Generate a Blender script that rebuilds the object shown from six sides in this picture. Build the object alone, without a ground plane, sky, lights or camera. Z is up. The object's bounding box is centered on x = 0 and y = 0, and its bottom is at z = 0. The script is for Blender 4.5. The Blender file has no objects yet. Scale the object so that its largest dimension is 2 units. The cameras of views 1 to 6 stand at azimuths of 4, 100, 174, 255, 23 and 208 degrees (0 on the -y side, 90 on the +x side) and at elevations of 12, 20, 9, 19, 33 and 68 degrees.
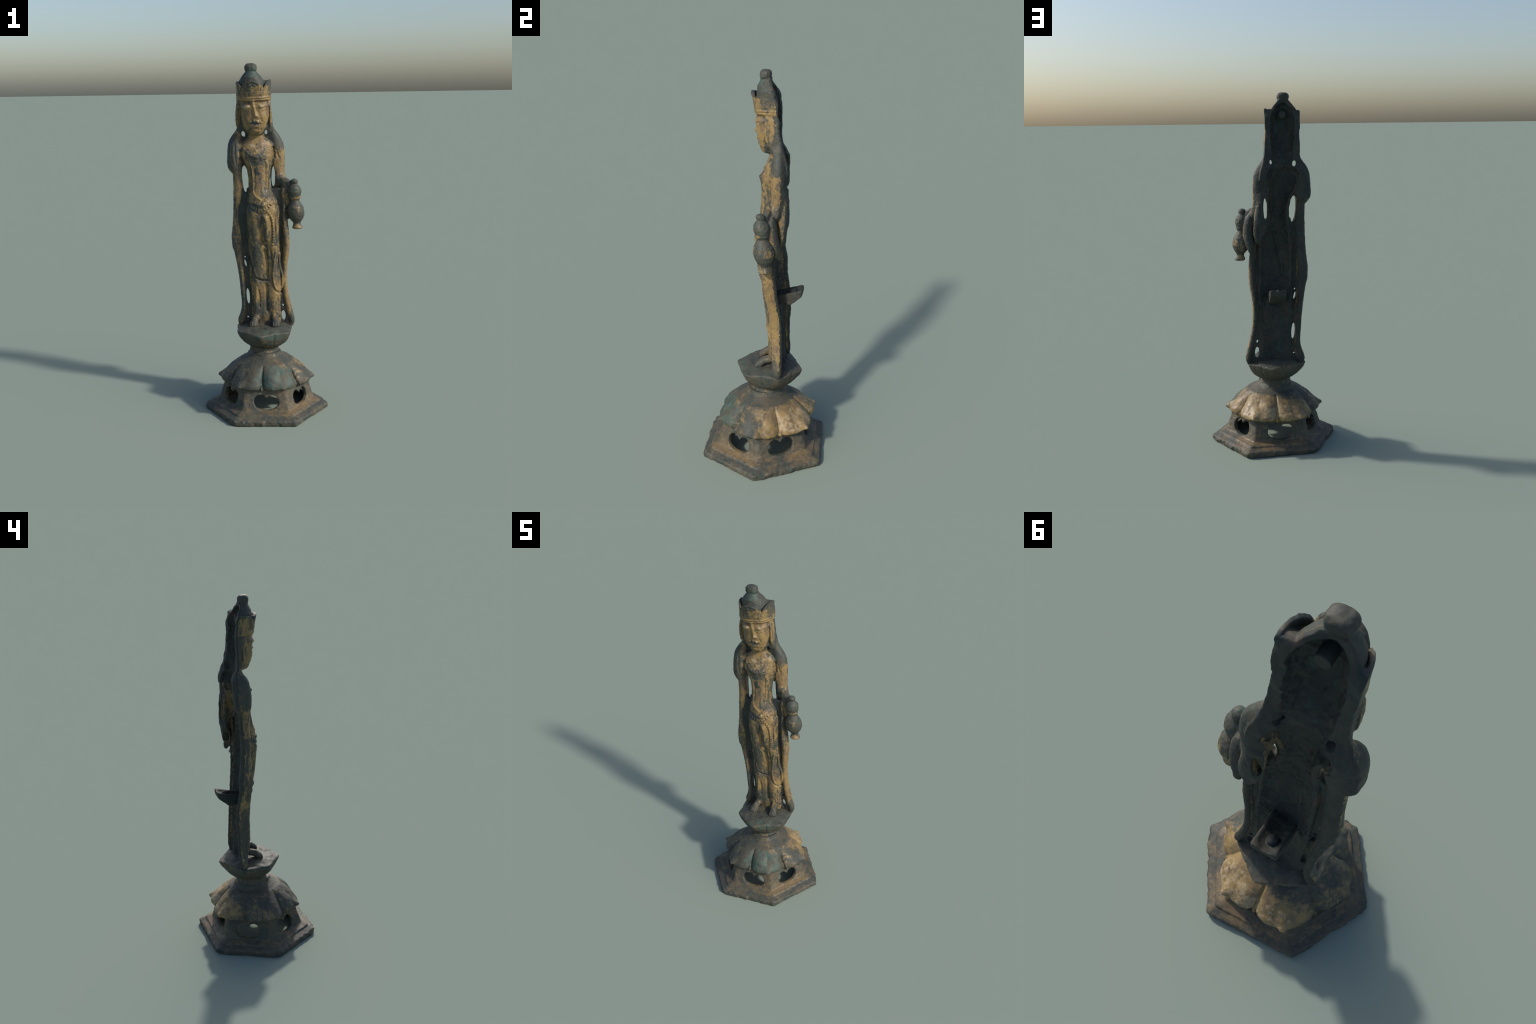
"""Gilt bronze standing bodhisattva, cast as an open-backed shell on a two-tier lotus pedestal.
The solid is described as signed-distance rules (lofts, tubes, revolved and hexagonal profiles,
strokes of relief), skinned with surface nets, and cut into named parts along part borders."""
import bpy, math
import numpy as np

F = np.float32
RNG = np.random.default_rng(7)
LAT = RNG.random((32, 32, 32)).astype(F) * 2 - 1      # lattice for numeric noise


# ------------------------------------------------------------------ helpers
def vnoise(x, y, z, s):
    """smooth lattice noise, feature size s metres, about -1..1"""
    out = []
    for a in (x, y, z):
        q = a / s + 100.37
        i = np.floor(q).astype(np.int32)
        f = (q - i).astype(F)
        out.append((i & 31, (i + 1) & 31, f * f * (3 - 2 * f)))
    (x0, x1, fx), (y0, y1, fy), (z0, z1, fz) = out
    def L(a, b, t): return a + (b - a) * t
    return L(L(L(LAT[x0, y0, z0], LAT[x1, y0, z0], fx), L(LAT[x0, y1, z0], LAT[x1, y1, z0], fx), fy),
             L(L(LAT[x0, y0, z1], LAT[x1, y0, z1], fx), L(LAT[x0, y1, z1], LAT[x1, y1, z1], fx), fy), fz)


def smin(a, b, k):
    h = np.clip(0.5 + 0.5 * (b - a) / k, 0, 1)
    return b + (a - b) * h - k * h * (1 - h)


def smax(a, b, k):
    return -smin(-a, -b, k)


def sstep(a, b, v):
    t = np.clip((v - a) / (b - a), 0, 1)
    return t * t * (3 - 2 * t)


def spline(pts, per=6):
    """Catmull-Rom through control rows"""
    p = np.array(pts, float)
    p = np.vstack([2 * p[0] - p[1], p, 2 * p[-1] - p[-2]])
    out = []
    for i in range(1, len(p) - 2):
        for t in np.arange(per) / per:
            a, b, c, d = p[i - 1], p[i], p[i + 1], p[i + 2]
            out.append(.5 * (2 * b + (c - a) * t + (2 * a - 5 * b + 4 * c - d) * t * t + (3 * b - a - 3 * c + d) * t ** 3))
    out.append(p[-2])
    return np.array(out)


def table(rows, soft=15):
    """rows sorted by z -> callable giving the columns at z (smoothed linear)"""
    r = np.array(sorted(rows), float)
    zz = np.linspace(r[0, 0], r[-1, 0], 600)
    cols = []
    k = np.hanning(soft); k /= k.sum(); h = soft // 2
    for c in range(1, r.shape[1]):
        v = np.interp(zz, r[:, 0], r[:, c])
        cols.append(np.convolve(np.pad(v, h, mode='edge'), k, 'valid'))
    return lambda z: [np.interp(z, zz, c).astype(F) for c in cols]


FAR = F(.05)


def boxed(fn, lo, hi, m=.05):
    """evaluate fn only near its bounding box"""
    lo = np.array(lo) - m; hi = np.array(hi) + m
    def g(x, y, z):
        k = (x > lo[0]) & (x < hi[0]) & (y > lo[1]) & (y < hi[1]) & (z > lo[2]) & (z < hi[2])
        d = np.full(x.shape, FAR, F)
        if k.any():
            d[k] = np.minimum(fn(x[k], y[k], z[k]), FAR)
        return d
    return g


def tube(pts, per=5):
    """smooth limb through rows (x, y, z, rx, ry)"""
    p = spline(pts, per)
    r = p[:, 3:5].max()
    def f(x, y, z):
        best = np.full(x.shape, 9, F)
        for a, b in zip(p[:-1], p[1:]):
            e = b[:3] - a[:3]
            t = np.clip(((x - a[0]) * e[0] + (y - a[1]) * e[1] + (z - a[2]) * e[2]) / (e @ e + 1e-9), 0, 1)
            rx = a[3] + (b[3] - a[3]) * t; ry = a[4] + (b[4] - a[4]) * t
            dx = (x - a[0] - e[0] * t) / rx; dy = (y - a[1] - e[1] * t) / ry
            rm = np.minimum(rx, ry)
            dz = (z - a[2] - e[2] * t) / rm
            best = np.minimum(best, (np.sqrt(dx * dx + dy * dy + dz * dz) - 1) * rm)
        return best
    return boxed(f, p[:, :3].min(0) - r, p[:, :3].max(0) + r, .03)


def ellipsoid(c, r, n=2.):
    def f(x, y, z):
        g = (np.abs((x - c[0]) / r[0]) ** n + np.abs((y - c[1]) / r[1]) ** n + np.abs((z - c[2]) / r[2]) ** n) ** (1 / n)
        return (g - 1) * min(r)
    return boxed(f, np.array(c) - r, np.array(c) + r, .03)


def shell_loft(rows, n=2.3, k=.006):
    """U-shaped section (rounded front, straight flanks running backwards), rows: z, cx, rx, y_front, y_mid"""
    t = table(rows)
    z0 = min(r[0] for r in rows); z1 = max(r[0] for r in rows)
    rx = max(abs(r[1]) + r[2] for r in rows)
    def f(x, y, z):
        cx, w, yf, yc = t(z)
        dep = yc - yf
        u = np.abs(x - cx) / w; q = np.maximum(yc - y, 0) / dep
        g = (u ** n + q ** n + 1e-9) ** (1 / n)
        gx = (u / g) ** (n - 1) / w; gy = (q / g) ** (n - 1) / dep
        d = (g - 1) / np.maximum(np.sqrt(gx * gx + gy * gy), 4.)
        return smax(smax(d, z - z1, k), z0 - z, k)
    return boxed(f, (-rx, -.1, z0), (rx, .4, z1), .04)


def seg2(x, z, p):
    """distance in the x-z plane to a polyline, and the position along it 0..1"""
    best = np.full(x.shape, 9, F); pos = np.zeros(x.shape, F)
    acc = 0; tot = np.linalg.norm(np.diff(p, axis=0), axis=1).sum()
    for a, b in zip(p[:-1], p[1:]):
        e = b - a; l = np.linalg.norm(e)
        t = np.clip(((x - a[0]) * e[0] + (z - a[1]) * e[1]) / (l * l + 1e-9), 0, 1)
        d = np.hypot(x - a[0] - e[0] * t, z - a[1] - e[1] * t)
        k = d < best
        best = np.where(k, d, best); pos = np.where(k, (acc + t * l) / tot, pos)
        acc += l
    return best, pos


# ------------------------------------------------------------------ skinning
def surface_nets(V, org, h):
    nx, ny, nz = V.shape
    S = V < 0
    c = np.zeros((nx - 1, ny - 1, nz - 1), np.uint8)
    for i in (0, 1):
        for j in (0, 1):
            for k in (0, 1):
                c += S[i:nx - 1 + i, j:ny - 1 + j, k:nz - 1 + k]
    act = (c > 0) & (c < 8)
    I = np.argwhere(act)
    ids = np.full(act.shape, -1, np.int32); ids[act] = np.arange(len(I))
    P = np.zeros((len(I), 3)); N = np.zeros(len(I))
    corners = [(i, j, k) for i in (0, 1) for j in (0, 1) for k in (0, 1)]
    val = {q: V[I[:, 0] + q[0], I[:, 1] + q[1], I[:, 2] + q[2]] for q in corners}
    for a in corners:
        for ax in range(3):
            if a[ax] == 0:
                b = tuple(1 if m == ax else a[m] for m in range(3))
                va, vb = val[a], val[b]
                k = (va < 0) != (vb < 0)
                t = va[k] / (va[k] - vb[k])
                pt = np.repeat(np.array(a, float)[None], k.sum(), 0); pt[:, ax] += t
                P[k] += pt; N[k] += 1
    P = (I + P / N[:, None]) * h + org
    quads = []
    for ax in range(3):
        u, v = (ax + 1) % 3, (ax + 2) % 3
        sl0 = [slice(None)] * 3; sl1 = [slice(None)] * 3
        sl0[ax] = slice(0, -1); sl1[ax] = slice(1, None)
        ch = S[tuple(sl0)] != S[tuple(sl1)]
        E = np.argwhere(ch)
        ok = (E[:, u] > 0) & (E[:, v] > 0) & (E[:, u] < V.shape[u] - 1) & (E[:, v] < V.shape[v] - 1)
        E = E[ok]
        q = []
        for du, dv in ((-1, -1), (0, -1), (0, 0), (-1, 0)):
            G = E.copy(); G[:, u] += du; G[:, v] += dv
            q.append(ids[G[:, 0], G[:, 1], G[:, 2]])
        q = np.stack(q, 1)
        flip = ~S[E[:, 0], E[:, 1], E[:, 2]]
        q[flip] = q[flip][:, ::-1]
        quads.append(q)
    Q = np.vstack(quads)
    return P, Q[(Q >= 0).all(1)]


def skin(field, lo, hi, h, band=.016):
    """evaluate the field densely only near the surface, then skin it"""
    lo = np.array(lo); n = (np.ceil((np.array(hi) - lo) / (4 * h))).astype(int)
    ax = [lo[i] + np.arange(n[i] + 1) * 4 * h for i in range(3)]
    G = np.meshgrid(*ax, indexing='ij')
    C = field(*[g.ravel().astype(F) for g in G]).reshape(G[0].shape)
    near = np.abs(C) < band
    blk = np.zeros(tuple(n), bool)
    for i in (0, 1):
        for j in (0, 1):
            for k in (0, 1):
                blk |= near[i:n[0] + i, j:n[1] + j, k:n[2] + k]
    V = np.repeat(np.repeat(np.repeat(C[:-1, :-1, :-1], 4, 0), 4, 1), 4, 2).astype(F)
    M = np.repeat(np.repeat(np.repeat(blk, 4, 0), 4, 1), 4, 2)
    idx = np.argwhere(M)
    for s in range(0, len(idx), 600000):
        q = idx[s:s + 600000]
        p = (q * h + lo).astype(F)
        V[q[:, 0], q[:, 1], q[:, 2]] = field(p[:, 0], p[:, 1], p[:, 2])
    return surface_nets(V, lo, h)


# ================================================================== FIGURE
HX = -.058                                             # middle of the head
topknot = ellipsoid((-.069, .012, 1.975), (.0345, .0285, .0255), 2.5)
hair_dome = shell_loft([(1.84, HX, .088, -.03, .05), (1.87, -.06, .084, -.028, .05), (1.905, -.067, .071, -.03, .045),
                        (1.925, -.068, .057, -.028, .04), (1.943, -.069, .041, -.018, .03), (1.962, -.069, .026, -.011, .03)], 2.2)
face = shell_loft([(1.604, -.046, .030, .006, .075), (1.612, -.046, .044, -.002, .075), (1.626, -.047, .058, -.008, .075),
                   (1.65, -.048, .071, -.019, .075), (1.68, -.049, .079, -.026, .07), (1.72, -.050, .083, -.028, .06),
                   (1.76, -.052, .084, -.0295, .06), (1.80, -.055, .084, -.031, .06), (1.83, -.057, .084, -.03, .06)], 2.4, .012)
hair_back = shell_loft([(1.52, -.052, .13, .076, .10), (1.57, -.052, .125, .068, .09), (1.60, -.052, .113, .064, .085), (1.625, -.053, .107, .045, .075), (1.66, -.053, .100, .030, .06),
                        (1.72, -.055, .097, .020, .05), (1.79, -.058, .0945, .010, .05), (1.85, HX, .093, .0, .05)], 3.2)
ears = [tube([(HX + s * .087, .036, 1.785, .008, .008), (HX + s * .0905, .034, 1.75, .0100, .017),
              (HX + s * .0925, .036, 1.70, .0100, .015), (HX + s * .092, .042, 1.66, .0085, .010)]) for s in (-1, 1)]
crown_wall = shell_loft([(1.797, HX, .096, -.034, .07), (1.83, HX, .0975, -.042, .07), (1.87, HX, .0985, -.050, .07),
                         (1.925, HX, .100, -.058, .07)], 2.4, .003)
crown_in = shell_loft([(1.83, HX, .084, -.028, .07), (1.87, HX, .0865, -.037, .07), (1.96, HX, .089, -.046, .07)], 2.4, .003)


def crown(x, y, z):
    d = crown_wall(x, y, z)
    k = d < .045
    if k.any():
        X, Y, Z = x[k], y[k], z[k]
        a = np.degrees(np.arctan2(X - HX, .085 - Y))
        aa = np.abs(a)
        tall = np.where(a > 0, .052, .042)
        front = np.clip(1 - (aa / 29) ** 2, 0, 1) ** .55 * .040
        side = np.clip(1 - ((aa - 66) / 37) ** 2, 0, 1) ** .55 * tall
        top = 1.861 + np.maximum(front, side)
        e = smax(d[k], (Z - top) * .7, .003)
        d[k] = smax(e, -np.maximum(crown_in(X, Y, Z), 1.864 + .045 * sstep(-.01, .055, Y) - Z), .003)
    return d


# torso and robe: z, centre, half width, front, where the flanks turn straight
trunk_rows = [(1.615, -.046, .043, .030, .062), (1.592, -.047, .046, .029, .062), (1.577, -.047, .074, .024, .068), (1.555, -.047, .098, .015, .075),
              (1.53, -.05, .103, .003, .085), (1.49, -.049, .100, -.013, .08), (1.45, -.042, .083, -.010, .075),
              (1.41, -.034, .068, -.008, .07), (1.36, -.031, .0635, -.009, .07), (1.30, -.030, .065, -.018, .07),
              (1.26, -.022, .080, -.029, .07), (1.22, -.012, .091, -.037, .07)]
robe_rows = [(1.245, -.018, .085, -.031, .07), (1.22, -.012, .091, -.037, .07), (1.17, -.010, .098, -.035, .07), (1.10, -.012, .097, -.025, .07), (1.0, -.012, .096, -.002, .075),
             (.90, -.010, .097, .019, .08), (.80, -.006, .102, .028, .085), (.75, -.004, .103, .031, .085), (.70, .002, .098, .031, .09),
             (.60, -.001, .093, .036, .09), (.53, -.001, .092, .039, .09), (.465, -.001, .09, .036, .09)]
trunk_solid = shell_loft(trunk_rows, 2.2, .004)
robe_solid = shell_loft(robe_rows, 1.95, .004)
FLANK = np.array([(.46, .10), (.6, .095), (.8, .085), (1.0, .072), (1.2, .062), (1.35, .060), (1.45, .078), (1.55, .105), (1.62, .10)])
def flank(z): return np.interp(z, FLANK[:, 0], FLANK[:, 1])
def trunk(x, y, z): return smax(trunk_solid(x, y, z), y - flank(z), .008)
def robe(x, y, z): return smax(robe_solid(x, y, z), y - flank(z), .008)
legs = [tube([(-.060, .024, 1.18, .044, .055), (-.055, .031, 1.05, .045, .050), (-.046, .054, .9, .044, .043),
              (-.044, .065, .78, .042, .040), (-.046, .067, .68, .038, .038), (-.048, .068, .56, .035, .035)]),
        tube([(.036, .030, 1.18, .042, .055), (.038, .035, 1.05, .044, .050), (.042, .055, .9, .044, .043),
              (.046, .065, .78, .042, .040), (.047, .067, .68, .038, .038), (.048, .068, .56, .035, .035)])]

arm_r = tube([(-.135, .075, 1.635, .020, .018), (-.158, .075, 1.592, .029, .028), (-.166, .066, 1.55, .042, .043), (-.168, .062, 1.49, .0455, .048),
              (-.166, .062, 1.437, .047, .046), (-.1525, .057, 1.398, .0335, .035), (-.150, .056, 1.34, .0315, .030), (-.151, .054, 1.25, .031, .028),
              (-.155, .056, 1.15, .030, .028), (-.161, .061, 1.07, .031, .034), (-.1645, .063, 1.02, .033, .040), (-.163, .066, .965, .031, .037)])
sleeve_r = tube([(-.163, .085, 1.50, .047, .030), (-.165, .085, 1.45, .048, .030), (-.165, .083, 1.43, .045, .028)])
scarf_r = tube([(-.160, .068, .95, .028, .034), (-.150, .079, .87, .0235, .037), (-.140, .086, .78, .020, .038), (-.134, .088, .68, .0175, .036),
                (-.131, .090, .60, .016, .033), (-.137, .093, .55, .020, .028), (-.146, .096, .505, .0255, .024), (-.150, .098, .478, .014, .016)])
arm_l = tube([(.030, .090, 1.640, .020, .018), (.050, .090, 1.60, .028, .028), (.064, .092, 1.55, .042, .036), (.0675, .093, 1.49, .0455, .038),
              (.070, .092, 1.43, .043, .036), (.078, .088, 1.38, .037, .033), (.092, .080, 1.335, .033, .032)])
elbow_back = tube([(.056, .118, 1.44, .030, .022), (.062, .118, 1.38, .034, .026), (.072, .116, 1.30, .038, .028), (.078, .112, 1.24, .036, .026), (.080, .106, 1.19, .028, .022)])
hand_l = tube([(.096, .066, 1.335, .024, .030), (.110, .050, 1.342, .022, .024), (.132, .040, 1.338, .018, .020), (.146, .036, 1.312, .015, .018), (.149, .034, 1.285, .014, .018)])
drape_l = tube([(.114, .054, 1.33, .022, .028), (.130, .060, 1.28, .034, .034), (.136, .068, 1.22, .033, .034), (.133, .082, 1.17, .026, .028), (.130, .099, 1.128, .013, .014)])
scarf_l = tube([(.108, .050, 1.30, .014, .030), (.110, .048, 1.18, .016, .032), (.115, .046, 1.09, .0185, .034), (.120, .046, 1.02, .020, .035), (.1195, .056, .94, .0195, .033),
                (.1105, .070, .85, .0165, .030), (.1075, .080, .765, .0165, .028), (.1135, .086, .68, .0170, .027), (.129, .090, .60, .0185, .026),
                (.1465, .091, .53, .0185, .025), (.151, .093, .503, .0160, .021), (.150, .096, .482, .010, .014)])
feet = [tube([(-.060, .035, .535, .021, .02), (-.064, .008, .528, .020, .02), (-.068, -.012, .512, .0245, .018), (-.070, -.024, .506, .025, .012)]),
        tube([(.052, .035, .535, .020, .02), (.057, .008, .528, .0195, .02), (.062, -.012, .512, .0245, .018), (.064, -.025, .506, .026, .012)])]

# bottle: revolved profile around a slightly leaning axis, rows: z, radius
bottle_prof = table([(1.066, .0), (1.068, .024), (1.074, .0300), (1.084, .0285), (1.094, .021), (1.103, .0195), (1.112, .026), (1.13, .040),
                     (1.152, .0485), (1.172, .0505), (1.195, .0465), (1.222, .033), (1.235, .026), (1.241, .0265), (1.247, .0315), (1.2535, .0335), (1.258, .032), (1.263, .0345),
                     (1.285, .0395), (1.305, .0365), (1.317, .029), (1.326, .020), (1.331, .0175), (1.338, .021), (1.348, .0215), (1.356, .016), (1.3605, .0)])


def _bottle(x, y, z):
    t = (z - 1.07) / .29
    cx = .187 - .018 * t - .004 * np.sin(t * 3.14); cy = .043 - .025 * t
    r = np.hypot(x - cx, y - cy)
    return (r - bottle_prof(z)[0]) * .75
bottle = boxed(lambda x, y, z: smax(smax(_bottle(x, y, z), z - 1.3605, .002), 1.066 - z, .002), (.13, -.02, 1.066), (.24, .11, 1.361), .03)

spigot = boxed(lambda x, y, z: smax(np.hypot(x + .059, z - 1.877) - .0205, np.maximum(y - .057, -.03 - y), .003), (-.08, -.03, 1.855), (-.038, .057, 1.9), .03)


def _lug(x, y, z):
    top = .890 + .28 * (y - .09); bot = .838 + .85 * np.maximum(y - .145, 0)
    bar = smax(smax(np.abs(x + .013) - .046, np.maximum(z - top, bot - z), .007), np.maximum(y - .203, .04 - y), .008)
    trough = np.hypot(x + .013, z - top - .030 - .35 * np.maximum(y - .17, 0)) - .046
    ball = np.sqrt((x + .018) ** 2 + ((y - .153) * .8) ** 2 + (z - .900) ** 2) - .0165
    return smin(smax(bar, -trough, .004), ball, .004) + .001 * vnoise(x, y, z, .012)
lug = boxed(_lug, (-.07, .04, .80), (.04, .215, .94), .03)


# thin web that fills the gaps between body, arms and scarves at the back
def _web(x, y, z):
    yw = np.interp(z, [.48, .7, .95, 1.15, 1.31], [.088, .078, .056, .038, .046])
    d = np.abs(y - yw) - .012
    lft = np.interp(z, [.48, .6, .9, 1.3], [-.145, -.13, -.155, -.15])
    rgt = np.interp(z, [.48, .62, .8, 1.3], [.145, .128, .108, .11])
    return smax(smax(d, np.maximum(lft - x, x - rgt), .004), np.maximum(z - 1.305, .47 - z), .006)
web = boxed(_web, (-.16, .05, .47), (.15, .13, 1.31), .03)

HOLES = [  # x, z, half width, half height, lean  (cut straight through from front to back)
    (-.117, 1.354, .0130, .074, -.10), (.047, 1.365, .0115, .062, .02), (-.1205, .899, .005, .006, 0), (-.119, .862, .006, .022, -.2),
    (-.1075, .658, .0105, .048, -.06), (-.110, .529, .0065, .006, 0), (.099, .604, .0055, .010, -.1), (.1015, .541, .0125, .032, -.05),
    (-.121, 1.611, .0115, .0165, -.1), (.010, 1.620, .0085, .0135, .1)]


def holes(x, y, z):
    d = np.full(x.shape, FAR, F)
    for cx, cz, a, b, s in HOLES:
        k = (np.abs(x - cx) < a + .035) & (np.abs(z - cz) < b + .035)
        if k.any():
            u = (x[k] - cx - s * (z[k] - cz)) / a; w = (z[k] - cz) / b
            d[k] = np.minimum(d[k], (np.sqrt(u * u + w * w) - 1) * a)
    return d


# hollow of the casting: same kind of loft, open to the back
cavity = shell_loft([(.50, -.003, .075, .088, .14), (.58, -.003, .085, .074, .14), (.70, -.003, .092, .068, .13), (.80, -.005, .094, .062, .13),
                     (.95, -.010, .094, .041, .12), (1.1, -.012, .092, .022, .11), (1.2, -.014, .085, .020, .10), (1.28, -.028, .060, .030, .11),
                     (1.36, -.033, .054, .030, .12), (1.43, -.042, .064, .034, .13), (1.50, -.052, .090, .037, .13), (1.56, -.055, .092, .050, .13),
                     (1.60, -.055, .066, .068, .13), (1.64, -.056, .062, .050, .12), (1.70, -.057, .067, .027, .10), (1.78, -.058, .069, .018, .09),
                     (1.86, -.059, .067, .012, .08), (1.90, -.062, .056, .012, .07), (1.925, -.066, .040, .016, .06), (1.94, -.068, .012, .025, .05)], 2.1, .01)

RIDGE = spline([(.010, 1.27), (-.008, 1.22), (-.028, 1.14), (-.044, 1.06), (-.050, .985)])      # run of metal down the back

# how far back the broken rim reaches, on the two sides
RIM_L = np.array([(.46, .125), (.55, .119), (.69, .120), (.76, .125), (.9, .115), (1.0, .106), (1.09, .100), (1.17, .092), (1.28, .100), (1.41, .110),
                  (1.57, .114), (1.60, .10), (1.63, .083), (1.68, .077), (1.80, .078), (1.86, .075), (1.9, .060), (1.925, .045), (1.95, .040), (2.01, .05)])
RIM_R = np.array([(.46, .125), (.55, .120), (.69, .117), (.79, .110), (.885, .103), (1.02, .098), (1.11, .104), (1.17, .130), (1.24, .132), (1.30, .145),
                  (1.45, .140), (1.56, .133), (1.6, .122), (1.65, .108), (1.72, .094), (1.8, .089), (1.86, .082), (1.9, .070), (1.925, .055), (1.95, .042), (2.01, .05)])


def rim(x, z):
    a = np.interp(z, RIM_L[:, 0], RIM_L[:, 1]); b = np.interp(z, RIM_R[:, 0], RIM_R[:, 1])
    t = sstep(-.09, .05, x)
    return (a + (b - a) * t).astype(F)


# ---- relief: strokes (x-z polyline, width, height, beads) and bumps (x, z, sx, sz, tilt, height) on the front
S_ = []
def stroke(pts, w, h, beads=0, fade=True):
    p = spline(pts, 4)
    if p[0, 1] < 1.2: h = h * 1.3
    S_.append((p, w, h, beads, fade, p.min(0) - 3 * w, p.max(0) + 3 * w))

# head
stroke([(-.151, 1.836), (-.10, 1.838), (-.058, 1.839), (0, 1.842), (.036, 1.846)], .0025, .0018, 0, False)
stroke([(-.151, 1.827), (-.10, 1.828), (-.058, 1.829), (0, 1.832), (.036, 1.837)], .005, .0022, 26, False)
stroke([(-.153, 1.814), (-.10, 1.810), (-.058, 1.810), (0, 1.813), (.037, 1.818)], .0042, .0040, 0, False)
stroke([(-.153, 1.803), (-.10, 1.799), (-.058, 1.799), (0, 1.801), (.037, 1.806)], .0040, .0030, 0, False)
stroke([(-.128, 1.790), (-.09, 1.789), (-.055, 1.788), (-.02, 1.790), (.02, 1.794)], .0032, -.003, 0, False)
stroke([(-.112, 1.868), (-.095, 1.889), (-.056, 1.899), (-.024, 1.884), (-.014, 1.866)], .004, .003)
stroke([(-.08, 1.866), (-.07, 1.882), (-.058, 1.866), (-.046, 1.882), (-.036, 1.866)], .004, .0025)
stroke([(-.134, 1.79), (-.133, 1.73), (-.129, 1.69), (-.121, 1.655)], .004, -.004)
stroke([(.020, 1.795), (.028, 1.77), (.032, 1.72), (.026, 1.68), (.012, 1.645)], .004, -.004)
stroke([(-.052, 1.764), (-.038, 1.781), (-.015, 1.792), (.018, 1.790)], .005, -.0045)
stroke([(-.066, 1.766), (-.082, 1.783), (-.102, 1.785), (-.122, 1.778)], .005, -.0040)
stroke([(-.056, 1.790), (-.052, 1.765), (-.047, 1.740), (-.041, 1.716)], .0085, .0062, 0, False)
stroke([(-.064, 1.745), (-.062, 1.725), (-.062, 1.706)], .007, -.0030)
stroke([(-.032, 1.745), (-.022, 1.722), (-.018, 1.706)], .007, -.0020)
stroke([(-.031, 1.751), (-.010, 1.753), (.023, 1.765)], .0028, -.0034)
stroke([(-.121, 1.752), (-.098, 1.745), (-.074, 1.750)], .0028, -.0030)
stroke([(-.068, 1.672), (-.055, 1.669), (-.041, 1.671), (-.027, 1.668), (-.011, 1.673)], .0032, -.0032)
stroke([(-.070, 1.700), (-.062, 1.690), (-.066, 1.676)], .005, -.003)
stroke([(-.010, 1.703), (-.012, 1.690), (-.008, 1.678)], .005, -.003)
stroke([(-.060, 1.646), (-.044, 1.642), (-.026, 1.646)], .005, -.0022)
stroke([(-.086, 1.590), (-.05, 1.584), (-.012, 1.590)], .004, -.002)
# chest: necklace, pendant
stroke([(-.136, 1.555), (-.118, 1.530), (-.088, 1.505), (-.05, 1.490), (-.01, 1.500), (.022, 1.515), (.047, 1.540)], .006, .0035, 40)
stroke([(-.118, 1.515), (-.088, 1.490), (-.045, 1.470), (.0, 1.485), (.028, 1.500)], .004, -.0025)
stroke([(-.095, 1.562), (-.075, 1.545), (-.045, 1.537), (-.015, 1.545), (.005, 1.562)], .005, .0025, 22)
stroke([(-.142, 1.53), (-.132, 1.49), (-.118, 1.455)], .006, -.004)
stroke([(-.165, 1.56), (-.166, 1.50), (-.158, 1.43)], .006, -.004)
stroke([(-.182, 1.55), (-.186, 1.49), (-.18, 1.44)], .004, -.003)
stroke([(.048, 1.545), (.055, 1.50), (.056, 1.470)], .007, -.006)
stroke([(.066, 1.53), (.073, 1.50), (.082, 1.470)], .006, -.004)
stroke([(.09, 1.54), (.094, 1.49), (.096, 1.44)], .005, .002)
# sashes on the belly, belt, knot
stroke([(-.085, 1.466), (-.069, 1.41), (-.064, 1.34), (-.062, 1.285), (-.045, 1.262), (-.022, 1.246)], .0055, .0050, 0, False)
stroke([(.015, 1.458), (.016, 1.40), (.017, 1.33), (.027, 1.28), (.022, 1.258), (.006, 1.240)], .0055, .0050, 0, False)
stroke([(-.055, 1.45), (-.052, 1.38), (-.05, 1.30)], .004, -.002)
stroke([(.006, 1.44), (.007, 1.38), (.006, 1.31)], .004, -.002)
stroke([(-.1, 1.232), (-.06, 1.200), (-.015, 1.186), (.014, 1.196), (.05, 1.226), (.08, 1.245)], .008, .0055, 13, False)
stroke([(-.1, 1.250), (-.06, 1.228), (-.018, 1.216), (.014, 1.224), (.05, 1.248)], .006, .0040, 15, False)
stroke([(-.1, 1.210), (-.057, 1.176), (-.013, 1.164), (.02, 1.170), (.05, 1.195), (.086, 1.212)], .004, -.003)
# robe: cord, centre loop, folds, hems
stroke([(.008, 1.190), (.037, 1.154), (.048, 1.110), (.050, 1.040), (.045, .982)], .0052, .0055, 13, False)
stroke([(.030, 1.150), (.040, 1.110), (.041, 1.040), (.037, .985)], .004, -.004)
stroke([(-.016, 1.165), (-.018, 1.10), (-.020, 1.03), (-.012, .985), (.006, .970), (.022, .984)], .005, -.006)
stroke([(.005, 1.160), (.012, 1.10), (.012, 1.04), (.006, .995)], .013, .010, 0, True)
stroke([(.062, 1.165), (.060, 1.07), (.063, .99)], .004, -.004)
stroke([(.046, .980), (.063, .972), (.083, .980)], .003, -.0025)
stroke([(-.075, 1.17), (-.071, 1.08), (-.073, .98), (-.070, .88)], .006, -.003)
stroke([(-.008, .965), (.008, .90), (.010, .84), (.004, .775)], .009, -.007)
stroke([(.030, .965), (.036, .90), (.034, .83), (.032, .775)], .006, -.005)
stroke([(-.093, .93), (-.084, .87), (-.075, .84), (-.066, .80), (-.045, .772), (-.01, .762), (.03, .766)], .0055, -.007)
stroke([(-.09, .95), (-.079, .87), (-.068, .83), (-.058, .795), (-.036, .779)], .0055, .0045)
stroke([(.070, .965), (.054, .89), (.046, .83), (.044, .76), (.060, .715), (.078, .700)], .006, .0050)
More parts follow.
